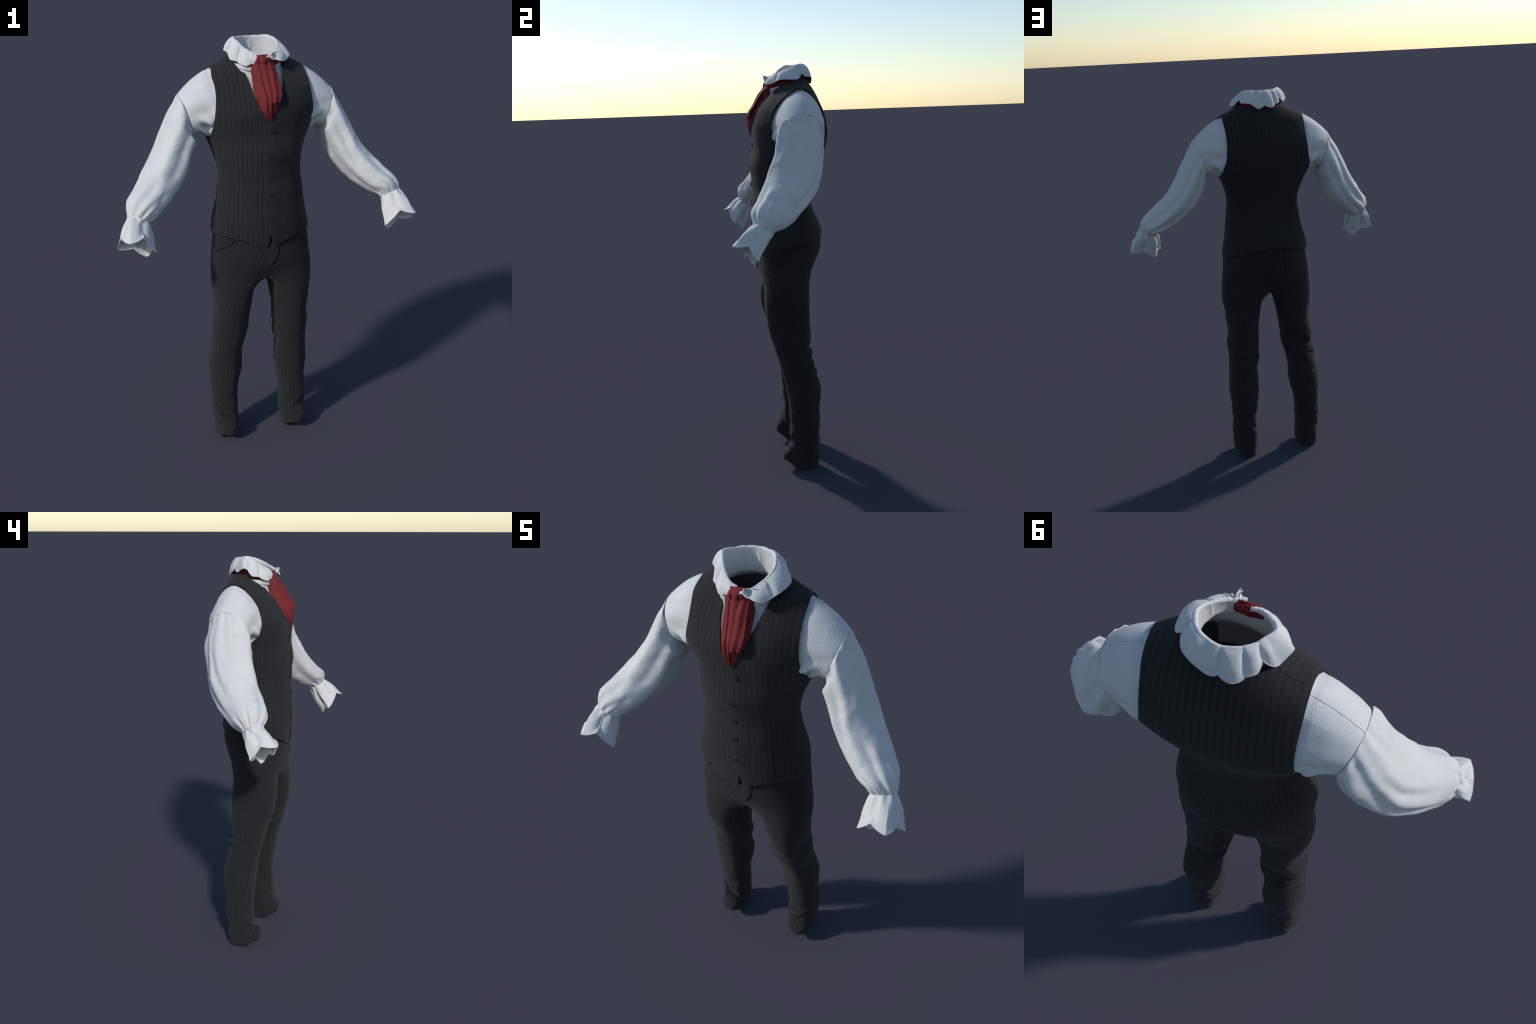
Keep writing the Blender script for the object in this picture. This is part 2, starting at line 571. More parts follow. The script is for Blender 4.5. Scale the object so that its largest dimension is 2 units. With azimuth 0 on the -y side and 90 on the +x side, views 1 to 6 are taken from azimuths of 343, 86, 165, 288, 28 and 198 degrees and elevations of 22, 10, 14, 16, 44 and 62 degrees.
# --------------------------------------------------------------- the trousers
PELVIS = np.array([
    (0.80, 0.000, 0.022, 0.2440, 0.138, 0.126, 2.3),
    (0.84, 0.000, 0.025, 0.2446, 0.138, 0.128, 2.3),
    (0.891, 0.0017, 0.030, 0.2449, 0.138, 0.128, 2.3),
    (0.943, 0.0024, 0.031, 0.2440, 0.134, 0.1335, 2.3),
    (0.994, 0.0008, 0.033, 0.2397, 0.138, 0.138, 2.25),
    (1.046, 0.0, 0.038, 0.2335, 0.146, 0.157, 2.15),
    (1.097, 0.0006, 0.041, 0.2265, 0.149, 0.174, 2.06),
    (1.149, -0.0014, 0.037, 0.2190, 0.146, 0.180, 2.02),
    (1.23, -0.003, 0.035, 0.2050, 0.136, 0.160, 2.0),
])
# height, centre x, centre y, half width, half depth of each leg
LEG_R = np.array([
    (0.000, -0.1780, 0.060, 0.0550, 0.0850), (0.046, -0.1785, 0.0660, 0.0600, 0.0880), (0.091, -0.1765, 0.0747, 0.0621, 0.0804),
    (0.137, -0.1810, 0.0849, 0.0638, 0.0719), (0.183, -0.1813, 0.0913, 0.0660, 0.0711), (0.229, -0.1814, 0.0925, 0.0666, 0.0700),
    (0.274, -0.1828, 0.0895, 0.0680, 0.0720), (0.320, -0.1777, 0.0925, 0.0718, 0.0750), (0.366, -0.1740, 0.0932, 0.0787, 0.0815),
    (0.411, -0.1719, 0.0914, 0.0820, 0.0846), (0.457, -0.1712, 0.0840, 0.0790, 0.0849), (0.503, -0.1676, 0.0750, 0.0772, 0.0824),
    (0.549, -0.1621, 0.0647, 0.0796, 0.0836), (0.594, -0.1559, 0.0540, 0.0837, 0.0814), (0.640, -0.1518, 0.0433, 0.0860, 0.0811),
    (0.686, -0.1494, 0.0412, 0.0861, 0.0943), (0.731, -0.1468, 0.0330, 0.0855, 0.1053), (0.777, -0.1446, 0.0258, 0.0878, 0.1112),
    (0.823, -0.1424, 0.0233, 0.0939, 0.1132), (0.869, -0.1398, 0.0231, 0.1008, 0.1147), (0.914, -0.1382, 0.0222, 0.1035, 0.1167)])
LEG_L = np.array([
    (0.000, 0.1800, 0.0680, 0.0570, 0.0890), (0.046, 0.1800, 0.0710, 0.0630, 0.0900), (0.091, 0.1783, 0.0832, 0.0665, 0.0773),
    (0.137, 0.1829, 0.0884, 0.0669, 0.0726), (0.183, 0.1799, 0.0880, 0.0672, 0.0739), (0.229, 0.1810, 0.0948, 0.0658, 0.0757),
    (0.274, 0.1756, 0.0951, 0.0696, 0.0766), (0.320, 0.1728, 0.0938, 0.0733, 0.0757), (0.366, 0.1709, 0.0937, 0.0788, 0.0823),
    (0.411, 0.1707, 0.0909, 0.0798, 0.0874), (0.457, 0.1677, 0.0836, 0.0775, 0.0853), (0.503, 0.1663, 0.0728, 0.0747, 0.0844),
    (0.549, 0.1552, 0.0619, 0.0814, 0.0857), (0.594, 0.1524, 0.0491, 0.0814, 0.0894), (0.640, 0.1513, 0.0430, 0.0861, 0.0934),
    (0.686, 0.1447, 0.0373, 0.0835, 0.1016), (0.731, 0.1433, 0.0313, 0.0847, 0.1046), (0.777, 0.1421, 0.0276, 0.0905, 0.1079),
    (0.823, 0.1377, 0.0252, 0.0953, 0.1093), (0.869, 0.1360, 0.0268, 0.1058, 0.1135), (0.914, 0.1300, 0.0283, 0.1130, 0.1180)])

# creases pressed into the cloth of the legs:
# angle (0 front, 90 outer side, 180 back, 270 inner), height, half span (deg), rise over the span, depth, width
FOLDS_R = [(150, 0.650, 48, -0.012, 0.0075, 0.020), (148, 0.612, 45, 0.018, -0.0150, 0.010), (165, 0.572, 52, -0.050, 0.0095, 0.018), (205, 0.640, 50, -0.060, -0.0060, 0.011),
           (222, 0.600, 45, -0.045, 0.0060, 0.014), (140, 0.545, 40, 0.02, -0.0080, 0.009), (190, 0.520, 50, -0.030, -0.0045, 0.010), (150, 0.47, 45, 0.02, -0.003, 0.010),
           (150, 0.30, 45, 0.015, -0.003, 0.009), (145, 0.262, 42, -0.014, -0.0065, 0.010), (170, 0.225, 50, 0.02, 0.005, 0.014),
           (140, 0.185, 42, 0.02, -0.0080, 0.010), (165, 0.135, 50, -0.02, 0.005, 0.014), (140, 0.105, 40, 0.008, -0.0075, 0.010),
           (350, 0.135, 55, 0.065, -0.013, 0.017), (5, 0.105, 50, 0.055, 0.005, 0.024), (305, 0.20, 40, 0.02, 0.004, 0.02), (250, 0.61, 30, 0.01, 0.006, 0.012)]
FOLDS_L = [(185, 0.625, 60, 0.012, -0.008, 0.012), (180, 0.600, 60, 0.025, 0.007, 0.012), (185, 0.570, 62, 0.030, -0.010, 0.011),
           (215, 0.535, 45, 0.035, 0.006, 0.012), (180, 0.520, 55, 0.02, -0.006, 0.010), (165, 0.47, 45, 0.0, -0.005, 0.010),
           (190, 0.27, 55, -0.03, -0.004, 0.012), (185, 0.215, 60, -0.06, -0.005, 0.012), (175, 0.16, 60, -0.03, 0.004, 0.014), (180, 0.12, 60, 0.01, -0.005, 0.010),
           (15, 0.130, 62, -0.004, -0.0075, 0.013), (10, 0.103, 60, 0.0, 0.005, 0.018), (40, 0.175, 55, 0.07, -0.008, 0.017),
           (290, 0.655, 35, 0.0, 0.007, 0.011), (285, 0.60, 35, 0.0, 0.008, 0.013), (290, 0.627, 30, 0.0, -0.006, 0.010), (30, 0.2, 45, 0.07, 0.004, 0.016)]

NL, KO = 120, 90              # columns of a leg; of these KO run over the hip, the rest through the crotch
NR_HIP, NR_TOP, NR_LEG = 46, 26, 170


def leg_point(tab, sg, a, z):
    s = spline(tab[:, 0], tab[:, 1:], z)
    p = 2.0 / 2.25
    return np.stack([s[..., 0] + sg * s[..., 2] * spow(np.sin(a), p), s[..., 1] - s[..., 3] * spow(np.cos(a), p), z + 0 * a], -1)


def pelvis_point(a, sg, z):
    s = spline(PELVIS[:, 0], PELVIS[:, 1:], z)
    p = 2.0 / s[..., 5]
    sn, cs = np.sin(a), np.cos(a)
    y = s[..., 1] - np.where(cs > 0, s[..., 3], s[..., 4]) * spow(cs, p)
    cleft = smooth(0.5, 1.0, -cs) ** 6 * np.exp(-((z - 1.0) / 0.07) ** 2) * 0.010
    x = s[..., 0] + sg * s[..., 2] * spow(sn, p)
    # the cloth rolls under towards the crotch, in front and behind
    under = smooth(1.03, 0.90, z) ** 1.8 * np.exp(-(x / 0.11) ** 2)
    y = y - cleft + np.where(cs > 0, 0.040, -0.055) * under
    return np.stack([x, y, z + 0 * a], -1)


def trouser_half(sg, tab, folds):
    k = np.arange(NL)
    hip = k <= KO
    a_p = np.where(hip, math.pi * k / KO, 0.0)                      # angle on the pelvis oval
    a_l = np.where(hip, -48 * RAD + (276 * RAD) * k / KO, 228 * RAD + 84 * RAD * (k - KO) / (NL - KO))
    # the ring where hip and legs part, dipping through the crotch
    zs = 0.921 - 0.036 * np.sin(np.where(hip, a_p, 0)) ** 2
    S = pelvis_point(a_p, sg, zs)
    f = (k - KO) / (NL - KO)
    yb, yf = S[KO, 1], S[0, 1]
    xs = S[0, 0]
    crotch = np.stack([np.full(NL, xs), yb + (yf - yb) * f, 0.921 - 0.016 * np.sin(np.clip(f, 0, 1) * math.pi) ** 0.8], -1)
    S = np.where(hip[:, None], S, crotch)
    rows, nhip = [], NR_HIP
    for i in range(NR_HIP):
        t = i / NR_HIP
        z = 1.23 + (zs - 1.23) * t
        P = pelvis_point(a_p, sg, z)
        P[~hip] = np.nan
        rows.append(P)
    rows.append(S)
    z_mid = 0.76
    for i in range(1, NR_TOP + 1):
        t = (i / NR_TOP)
        z = S[:, 2] + (z_mid - S[:, 2]) * t
        pw = np.where(hip, 5.5 - 2.5 * np.abs(np.sin(a_p)), 16.0 - 9.0 * np.abs(2 * f - 1) ** 4)
        w = 1 - (1 - t) ** pw
        w = np.where(hip, w * smooth(-0.6, 0.30, np.full(NL, t)), w)
        L = leg_point(tab, sg, a_l, z)
        P = S * (1 - w[:, None]) + L * w[:, None]
        P[:, 2] = z
        rows.append(P)
    for i in range(1, NR_LEG + 1):
        z = np.full(NL, z_mid * (1 - i / NR_LEG))
        rows.append(leg_point(tab, sg, a_l, z))
    R = np.array(rows)
    # soften the join of hip and legs away from the centre seam
    wj = np.where(hip, np.clip(np.sin(a_p), 0, 1) ** 0.7, 0.0)[:, None]
    for _ in range(40):
        a, b = NR_HIP - 8, NR_HIP + 14
        new = (R[a - 1:b - 1] + 2 * R[a:b] + R[a + 1:b + 1]) / 4
        R[a:b] = np.where(hip[None, :, None], R[a:b] * (1 - wj) + new * wj, R[a:b])
    # creases
    i0 = NR_HIP + 6
    leg = R[i0:]
    ang = np.broadcast_to(a_l / RAD % 360, leg.shape[:2])
    zz = leg[..., 2]
    ctr = spline(tab[:, 0], tab[:, 1:3], zz)
    out = leg[..., :2] - ctr
    out /= np.linalg.norm(out, axis=-1)[..., None]
    disp = np.zeros(leg.shape[:2])
    for ac, zc, half, rise, amp, wid in folds:
        da = (ang - ac + 180) % 360 - 180
        u = da / half
        d = zz - (zc + rise * u + 0.008 * np.sin(u * 2.3 + ac) + 0.003 * np.sin(u * 6.1 + 2 * ac))
        disp += amp * np.exp(-(d / wid) ** 2) * np.exp(-np.abs(u) ** 3)
    disp += fbm(leg * np.array([1, 1, 0.55]), 17.0, sg * 2.0) * 0.0030 + fbm(leg * np.array([1, 1, 1.4]), 34.0, sg * 5.0) * 0.0016 * smooth(0.75, 0.55, zz)
    fade = smooth(0.90, 0.80, zz)
    leg[..., :2] += out * (disp * fade)[..., None]
    # the hem lifts over the instep
    lift = 0.050 * smooth(0.050, -0.028, leg[..., 1]) + 0.012 * smooth(0.01, 0.05, (ctr[..., 0] - leg[..., 0]) * sg) * smooth(0.12, 0.05, leg[..., 1]) + 0.016 * smooth(0.01, 0.055, (leg[..., 0] - ctr[..., 0]) * sg) * smooth(0.14, 0.08, leg[..., 1])
    leg[..., 2] = np.where(zz < 0.16, lift + zz * (0.16 - lift) / 0.16, zz)
    # turn the hem inside
    inner = []
    for back, sh in ((0, 0.985), (2, 0.965), (8, 0.955), (18, 0.95)):
        row = R[-1 - back]
        c = row.mean(axis=0)
        P = c + (row - c) * np.array([sh, sh, 1])
        inner.append(P)
    R = np.concatenate([R, np.array(inner)])
    # mesh: hip rows use columns 0..KO only, leg rows wrap all the way round
    idx = -np.ones(R.shape[:2], int)
    V = []
    for i in range(R.shape[0]):
        for j in range(NL):
            if not np.isnan(R[i, j, 0]):
                idx[i, j] = len(V)
                V.append(R[i, j])
    F = []
    for i in range(R.shape[0] - 1):
        for j in range(NL):
            q = (idx[i, j], idx[i + 1, j], idx[i + 1, (j + 1) % NL], idx[i, (j + 1) % NL])
            if min(q) >= 0 and not (i < NR_HIP and j >= KO):
                F.append(q if sg > 0 else q[::-1])
    return np.array(V), F


def axis_of(tab):
    a = [(z, cx, cy) for z, cx, cy, _, _ in tab[::2]]
    return a[:10] + [(0.97, tab[-1][1] * 0.96, 0.030), (1.2, tab[-1][1] * 0.85, 0.035)]


halves = []
for sg, tab, folds in ((-1, LEG_R, FOLDS_R), (1, LEG_L, FOLDS_L)):
    V, F = trouser_half(sg, tab, folds)
    halves.append((sg, V, F, trouser_material("pinstripe_trouser_cloth", sg, axis_of(tab))))
# shared normals over the centre seam so that the two halves shade as one cloth
allV = np.vstack([halves[0][1], halves[1][1]])
n0 = len(halves[0][1])
N0, N1 = (vert_normals(h[1], h[2]) for h in halves)
key = {}
for i, p in enumerate(halves[0][1]):
    key.setdefault(tuple(np.round(p, 5)), i)
for j, p in enumerate(halves[1][1]):
    i = key.get(tuple(np.round(p, 5)))
    if i is not None:
        s = N0[i] + N1[j]
        s /= np.linalg.norm(s) + 1e-12
        N0[i] = N1[j] = s
for (sg, V, F, mat), N in zip(halves, (N0, N1)):
    ob = make("trouser_leg", V, F, mat, trousers)
    ob.data.normals_split_custom_set_from_vertices([tuple(n) for n in N])


def on_pelvis(x, z, proud=0.0):
    """Point of the trouser front at (x, z)."""
    a = np.linspace(0, math.pi / 2, 300)
    sg = 1 if x >= 0 else -1
    P = pelvis_point(a, sg, np.full(300, z))
    i = int(np.argmin(np.abs(P[:, 0] - x)))
    n = np.array([P[i, 0] * 0.55, P[i, 1] - 0.10, 0])
    n /= np.linalg.norm(n)
    return P[i] + n * proud


def pocket(sg, top, lip, fall):
    """Slanted front pocket: a plain facing, an opening with a rolled lip."""
    p = empty("pocket", trousers)
    lip = np.array(lip)
    t = np.linspace(0, 1, 40)
    L = spline(np.linspace(0, 1, len(lip)), lip, t)
    rows = []
    for v in np.linspace(0, 1, 14):
        row = []
        for (lx, lz) in L:
            z = lz + (top - lz) * v
            x = lx + sg * 0.0 * v
            row.append(on_pelvis(x, z, 0.0026 - 0.0012 * (v < 0.02)))
        rows.append(row)
    V = np.array(rows).reshape(-1, 3)
    make("pocket_facing", V, grid_faces(14, 40, wrap=False, flip=(sg > 0)), PLAIN, p, solid=0.0015)
    path = [on_pelvis(x, z, 0.0030) for x, z in L]
    tube("pocket_lip", path, 0.0024 + 0.0014 * np.sin(t * math.pi), PLAIN, p)
    seam = [on_pelvis(x, z, 0.0005) for x, z in zip(np.linspace(*fall[0], 24), np.linspace(*fall[1], 24) - 0.006 * np.sin(np.linspace(0, math.pi, 24)))]
    tube("pocket_bag_seam", seam, 0.0016, PLAIN, p)


pocket(-1, 1.165, [(-0.150, 1.128), (-0.165, 1.105), (-0.178, 1.092), (-0.200, 1.078), (-0.218, 1.062), (-0.228, 1.048)], ((-0.125, -0.222), (1.023, 1.006)))
pocket(1, 1.165, [(0.150, 1.125), (0.160, 1.105), (0.170, 1.096), (0.189, 1.075), (0.208, 1.058), (0.222, 1.046)], ((0.110, 0.210), (1.034, 1.004)))

# fly: a flap with a J-shaped edge left of the centre seam
rows = []
for v in np.linspace(0, 1, 26):
    z = 1.18 - v * 0.185
    w = 0.046 * math.sqrt(max(0.0, 1 - max(0.0, (v - 0.55) / 0.45) ** 2.2)) + 0.0005
    rows.append([on_pelvis(0.0016 + w * u, z, -0.0022 + 0.0040 * math.sin(min(1.0, u * 1.25) * math.pi / 2) * (1 - 0.55 * smooth(0.8, 1, u))) for u in np.linspace(0, 1, 16)])
flyV = np.array(rows)
make("fly", flyV.reshape(-1, 3), grid_faces(26, 16, wrap=False), halves[1][3], trousers, solid=0.002)

# ----------------------------------------------------------------- the shirt
ARM_T = [0, 0.14, 0.30, 0.48, 0.66, 0.82, 0.93, 1.0]
SLEEVE_R = np.array([  # centre x, y, z, radius across the arm, radius front to back
    (-0.3240, 0.0940, 1.6690, 0.0970, 0.0945), (-0.3480, 0.0830, 1.6075, 0.0865, 0.1110), (-0.3834, 0.0650, 1.5405, 0.0830, 0.1100),
    (-0.4250, 0.0365, 1.4640, 0.0880, 0.1140), (-0.4795, -0.0070, 1.4000, 0.0850, 0.1050), (-0.5353, -0.0580, 1.3491, 0.0770, 0.0910),
    (-0.5734, -0.0940, 1.3128, 0.0690, 0.0775), (-0.5954, -0.1079, 1.2831, 0.0472, 0.0481)])
SLEEVE_L = np.array([
    (0.3245, 0.0960, 1.6695, 0.0975, 0.0955), (0.3500, 0.0810, 1.6095, 0.0800, 0.1080), (0.3828, 0.0660, 1.5400, 0.0790, 0.1110),
    (0.4255, 0.0365, 1.4645, 0.0775, 0.1150), (0.4786, -0.0060, 1.3998, 0.0750, 0.1040), (0.5364, -0.0540, 1.3480, 0.0675, 0.0915),
    (0.5790, -0.0930, 1.3140, 0.0560, 0.0750), (0.5956, -0.1077, 1.2847, 0.0470, 0.0479)])


def arm_frames(tab, sg, t):
    s = spline(ARM_T, tab, t)
    c = s[:, :3]
    tan = np.gradient(c, axis=0)
    for _ in range(30):
        tan[1:-1] = (tan[:-2] + 2 * tan[1:-1] + tan[2:]) / 4
    tan /= np.linalg.norm(tan, axis=1)[:, None]
    seam = np.array([sg * 0.95, 0, -0.31])
    seam /= np.linalg.norm(seam)
    w = (smooth(0.25, 0.0, t))[:, None]
    nrm = tan * (1 - w) + seam * w
    nrm /= np.linalg.norm(nrm, axis=1)[:, None]
    ev = np.array([0, 1.0, 0]) - nrm * nrm[:, 1:2]
    ev /= np.linalg.norm(ev, axis=1)[:, None]
    eu = np.cross(nrm, ev)
    eu *= np.sign(eu[:, 2:3])
    return s, c, eu, ev


# folds along a sleeve: angle (0 top/outer, 90 front, 180 under, 270 back) at start and end, start, end, depth, width (deg)
SLEEVE_FOLDS = [
    (30, 44, -0.05, 0.50, 0.0045, 12), (62, 70, -0.05, 0.85, 0.0075, 14), (92, 98, -0.05, 0.80, -0.0105, 18), (122, 128, 0.05, 1.05, 0.0055, 16),
    (180, 180, -0.2, 0.30, -0.011, 40), (52, 56, -0.06, 0.30, 0.0085, 22), (8, 4, -0.05, 0.45, -0.0040, 9), (-12, -18, -0.05, 0.75, 0.0030, 9), (-30, -36, -0.05, 0.85, -0.0050, 9),
    (-46, -50, -0.05, 0.90, 0.0050, 10), (-64, -66, -0.05, 0.95, -0.0080, 14), (-88, -86, 0.0, 1.0, 0.0055, 13), (-110, -102, 0.0, 1.05, -0.0060, 12),
    (-128, -122, 0.15, 1.05, 0.0045, 12), (152, 152, 0.2, 1.05, -0.0055, 14), (184, 190, 0.25, 1.0, 0.0035, 20), (58, 44, 0.62, 1.1, -0.0050, 11),
    (34, 24, 0.66, 1.1, 0.0040, 11), (84, 72, 0.70, 1.1, 0.0040, 11)]


def sleeve(sg, tab, mat):
    n, m = 160, 150
    t = np.linspace(0, 1, m)
    s, c, eu, ev = arm_frames(tab, sg, t)
    ps = np.arange(n) * 2 * math.pi / n
    tt, pp = np.meshgrid(t, ps, indexing="ij")
    disp = np.zeros((m, n))
    ph = sg * 7.0
    for a0, a1, b, e, amp, wid in SLEEVE_FOLDS:
        ac = a0 + (a1 - a0) * (tt - b) / (e - b) + ph * np.sin(4 * tt + a0)
        d = (pp / RAD - ac + 180) % 360 - 180
        env = smooth(b, b + 0.12, tt) * (1 - smooth(e - 0.25, e, tt))
        disp += amp * env * np.exp(-(d / wid) ** 2)
    # puckers gathered into the wrist and under the shoulder seam
    k1 = np.sin(11 * pp + 1.3 * np.sin(2 * pp + sg)) + 0.6 * np.sin(17 * pp + 2.0 * sg + np.sin(3 * pp))
    disp += k1 * 0.0027 * smooth(0.84, 0.97, tt) * (1 - 0.45 * smooth(0.97, 1.0, tt))
    k2 = np.sin(15 * pp + 1.1 * np.sin(3 * pp))
    disp += k2 * 0.0014 * (1 - smooth(0.02, 0.16, tt)) * smooth(-0.2, 0.6, np.cos(pp))
    R = s[:, 3, None] * np.cos(pp), s[:, 4, None] * np.sin(pp)
    off = eu[:, None] * (np.cos(pp) * (s[:, 3, None] + disp))[..., None] - ev[:, None] * (np.sin(pp) * (s[:, 4, None] + disp))[..., None]
    P = c[:, None] + off
    nz = fbm(P, 16.0, sg * 3.3) * 0.0026 + fbm(P, 38.0, sg) * 0.0009
    P += off / np.linalg.norm(off, axis=-1)[..., None] * (nz * smooth(0, 0.06, tt))[..., None]
    # tuck the first rows under the seam as a small roll
    roll = 0.0020 * np.exp(-((tt - 0.022) / 0.018) ** 2) - 0.001 * (tt < 0.004)
    P += off / np.linalg.norm(off, axis=-1)[..., None] * roll[..., None]
    ax = c[-1] - c[-4]
    ax /= np.linalg.norm(ax)
    P = np.concatenate([P, (c[-1] + (P[-1] - c[-1]) * 0.95 + ax * 0.006)[None], (c[-1] + (P[-1] - c[-1]) * 0.80 + ax * 0.016)[None]])
    m += 2
    make("puff_sleeve", P.reshape(-1, 3), grid_faces(m, n, flip=(sg < 0)), mat, shirt, solid=0.0015)
    return P


def tuck_inside(P, margin):
    """Keep points of the shirt inside the waistcoat's shell, front and back."""
    t = spline(TORSO[:, 0], TORSO[:, 1:], P[:, 2])
    k = np.clip(np.abs(P[:, 0] - t[:, 0]) / t[:, 2], 0, 1)
    h = (1 - k ** t[:, 5]) ** (1 / t[:, 5])
    lo, hi = t[:, 1] - t[:, 3] * h + margin, t[:, 1] + t[:, 4] * h - margin
    ok = hi > lo
    P[:, 1] = np.where(ok, np.clip(P[:, 1], np.minimum(lo, hi), np.maximum(lo, hi)), P[:, 1])
    return P


# edge of the armhole seen from the side (y, z), from the top round the front
ARMHOLE = [(0.110, 1.871), (0.062, 1.853), (0.032, 1.833), (0.009, 1.805), (-0.016, 1.768), (-0.031, 1.728), (-0.036, 1.697), (-0.026, 1.655),
           (0.002, 1.612), (0.035, 1.584), (0.090, 1.566), (0.150, 1.570), (0.196, 1.592), (0.219, 1.628), (0.224, 1.660), (0.224, 1.705),
           (0.215, 1.747), (0.193, 1.807), (0.170, 1.837), (0.140, 1.861)]


def shoulder(sg, tab, mat):
    n, m = 160, 54
    s, c, eu, ev = arm_frames(tab, sg, np.linspace(0, 1, 150))
    ps = np.arange(n) * 2 * math.pi / n
    ring = c[0] + eu[0] * (np.cos(ps) * s[0, 3])[:, None] - ev[0] * (np.sin(ps) * s[0, 4])[:, None]
    # armhole loop sampled at the same directions
    C = closed_curve(ARMHOLE, 720)
    yc, zc = 0.094, 1.715
    ang = np.unwrap(np.arctan2(-(C[:, 0] - yc), C[:, 1] - zc))
    ang = ang - 2 * math.pi * round(ang[0] / (2 * math.pi))
    order = np.argsort(ang % (2 * math.pi))
    av = (ang % (2 * math.pi))[order]
    av = np.r_[av[-1] - 2 * math.pi, av, av[0] + 2 * math.pi]
    Cs = np.vstack([C[order][-1:], C[order], C[order][:1]])
    ly, lz = np.interp(ps, av, Cs[:, 0]), np.interp(ps, av, Cs[:, 1])
    lx = np.interp(lz, [1.56, 1.60, 1.65, 1.70, 1.75, 1.88], [0.226, 0.220, 0.212, 0.206, 0.203, 0.203])
    loop = np.stack([sg * lx, ly, lz], -1)
    cen = np.array([0, yc, zc])
    rows = []
    for v in (0.0, 0.4, 0.75):
        k = 0.968 + 0.004 * v
        L = cen + (loop - cen) * (k + 0.02 * np.clip(np.cos(ps), 0, 1) ** 2)[:, None]
        L[:, 0] = sg * (lx - 0.035 * (1 - v) - 0.004)
        rows.append(tuck_inside(L, 0.0075))
    edge = cen + (loop - cen) * (0.972 + 0.022 * np.clip(np.cos(ps), 0, 1) ** 2)[:, None]
    edge[:, 0] = loop[:, 0]
    edge = tuck_inside(edge, 0.0065)
    cs, sn = np.cos(ps), np.sin(ps)
    bulge = 0.009 * np.clip(cs, 0, 1) ** 1.5 - 0.005 * np.clip(sn, 0, 1) ** 2 + 0.000 * np.clip(-sn, 0, 1) ** 2 - 0.020 * np.clip(-cs, 0, 1) ** 2
    ctr = (edge + ring) / 2 - (edge.mean(0) + ring.mean(0)) / 2
    ctr[:, 0] *= 0.4
    ctr /= np.linalg.norm(ctr, axis=1)[:, None]
    U = np.linspace(0, 1, m)
    for u in U:
        P = edge * (1 - u) + ring * u
        d = bulge * 4 * u * (1 - u) + 0.004 * (1 - (2 * u - 1) ** 2)
        # armpit folds
        deg = ps / RAD
        for ac, drift, uc, uw, amp, wid in ((112, -40, 0.26, 0.30, 0.016, 10), (131, -46, 0.26, 0.30, -0.018, 9), (149, -46, 0.28, 0.32, 0.013, 8),
                                            (166, -30, 0.32, 0.34, -0.013, 9), (236, 40, 0.30, 0.30, 0.013, 10), (217, 38, 0.28, 0.30, -0.015, 9), (198, 20, 0.3, 0.3, 0.008, 9),
                                            (256, 34, 0.34, 0.32, -0.010, 11), (90, -26, 0.45, 0.4, -0.005, 14), (60, -10, 0.55, 0.4, 0.003, 14), (285, 20, 0.5, 0.4, 0.004, 16)):
            a = ac + drift * (u - uc)
            d = d + amp * np.exp(-(((deg - a + 180) % 360 - 180) / wid) ** 2) * np.exp(-((u - uc) / uw) ** 2)
        d = d * smooth(-0.02, 0.20, u) - 0.0012 * smooth(0.94, 1.0, u)
        P = P + ctr * d[:, None]
        rows.append(P)
    P = np.array(rows)
    P[3:] += fbm(P[3:], 20.0, sg * 8.0)[..., None] * 0.0016 * ctr * smooth(0.02, 0.2, U)[:, None, None]
    make("shoulder_yoke", P.reshape(-1, 3), grid_faces(len(P), n, flip=(sg < 0)), mat, shirt, solid=0.0015)
    # stitched seams: round the arm and along the top of the shoulder
    j = np.r_[np.arange(n), 0]
    tube("armscye_seam", ring[j] * 1.0 + np.r_[ctr, ctr[:1]] * 0.0002, 0.0010, HEMW, shirt)
    top = P[2:, n - 5] + ctr[n - 5] * 0.0003
    tube("shoulder_seam", top + (fbm(top, 60.0, 2.0) * 0.0012)[:, None], 0.0012, HEMW, shirt)


# cuffs: wrist ring opening to a four-pointed scalloped hem; points run round the hem, tips and notches in turn
CUFF_L = [(0.6531, -0.2489, 1.2206), (0.6783, -0.1823, 1.2236), (0.6971, -0.1440, 1.1597), (0.6244, -0.1423, 1.1652),
          (0.5661, -0.1560, 1.1226), (0.5470, -0.1760, 1.1620), (0.5290, -0.2010, 1.1580), (0.5871, -0.2294, 1.2334)]
CUFF_R = [(-0.6510, -0.2426, 1.2270), (-0.6771, -0.1756, 1.2314), (-0.6910, -0.1300, 1.1690), (-0.6230, -0.1370, 1.1650),
          (-0.5693, -0.1430, 1.1240), (-0.5470, -0.1700, 1.1640), (-0.5350, -0.1960, 1.1630), (-0.5868, -0.2197, 1.2400)]


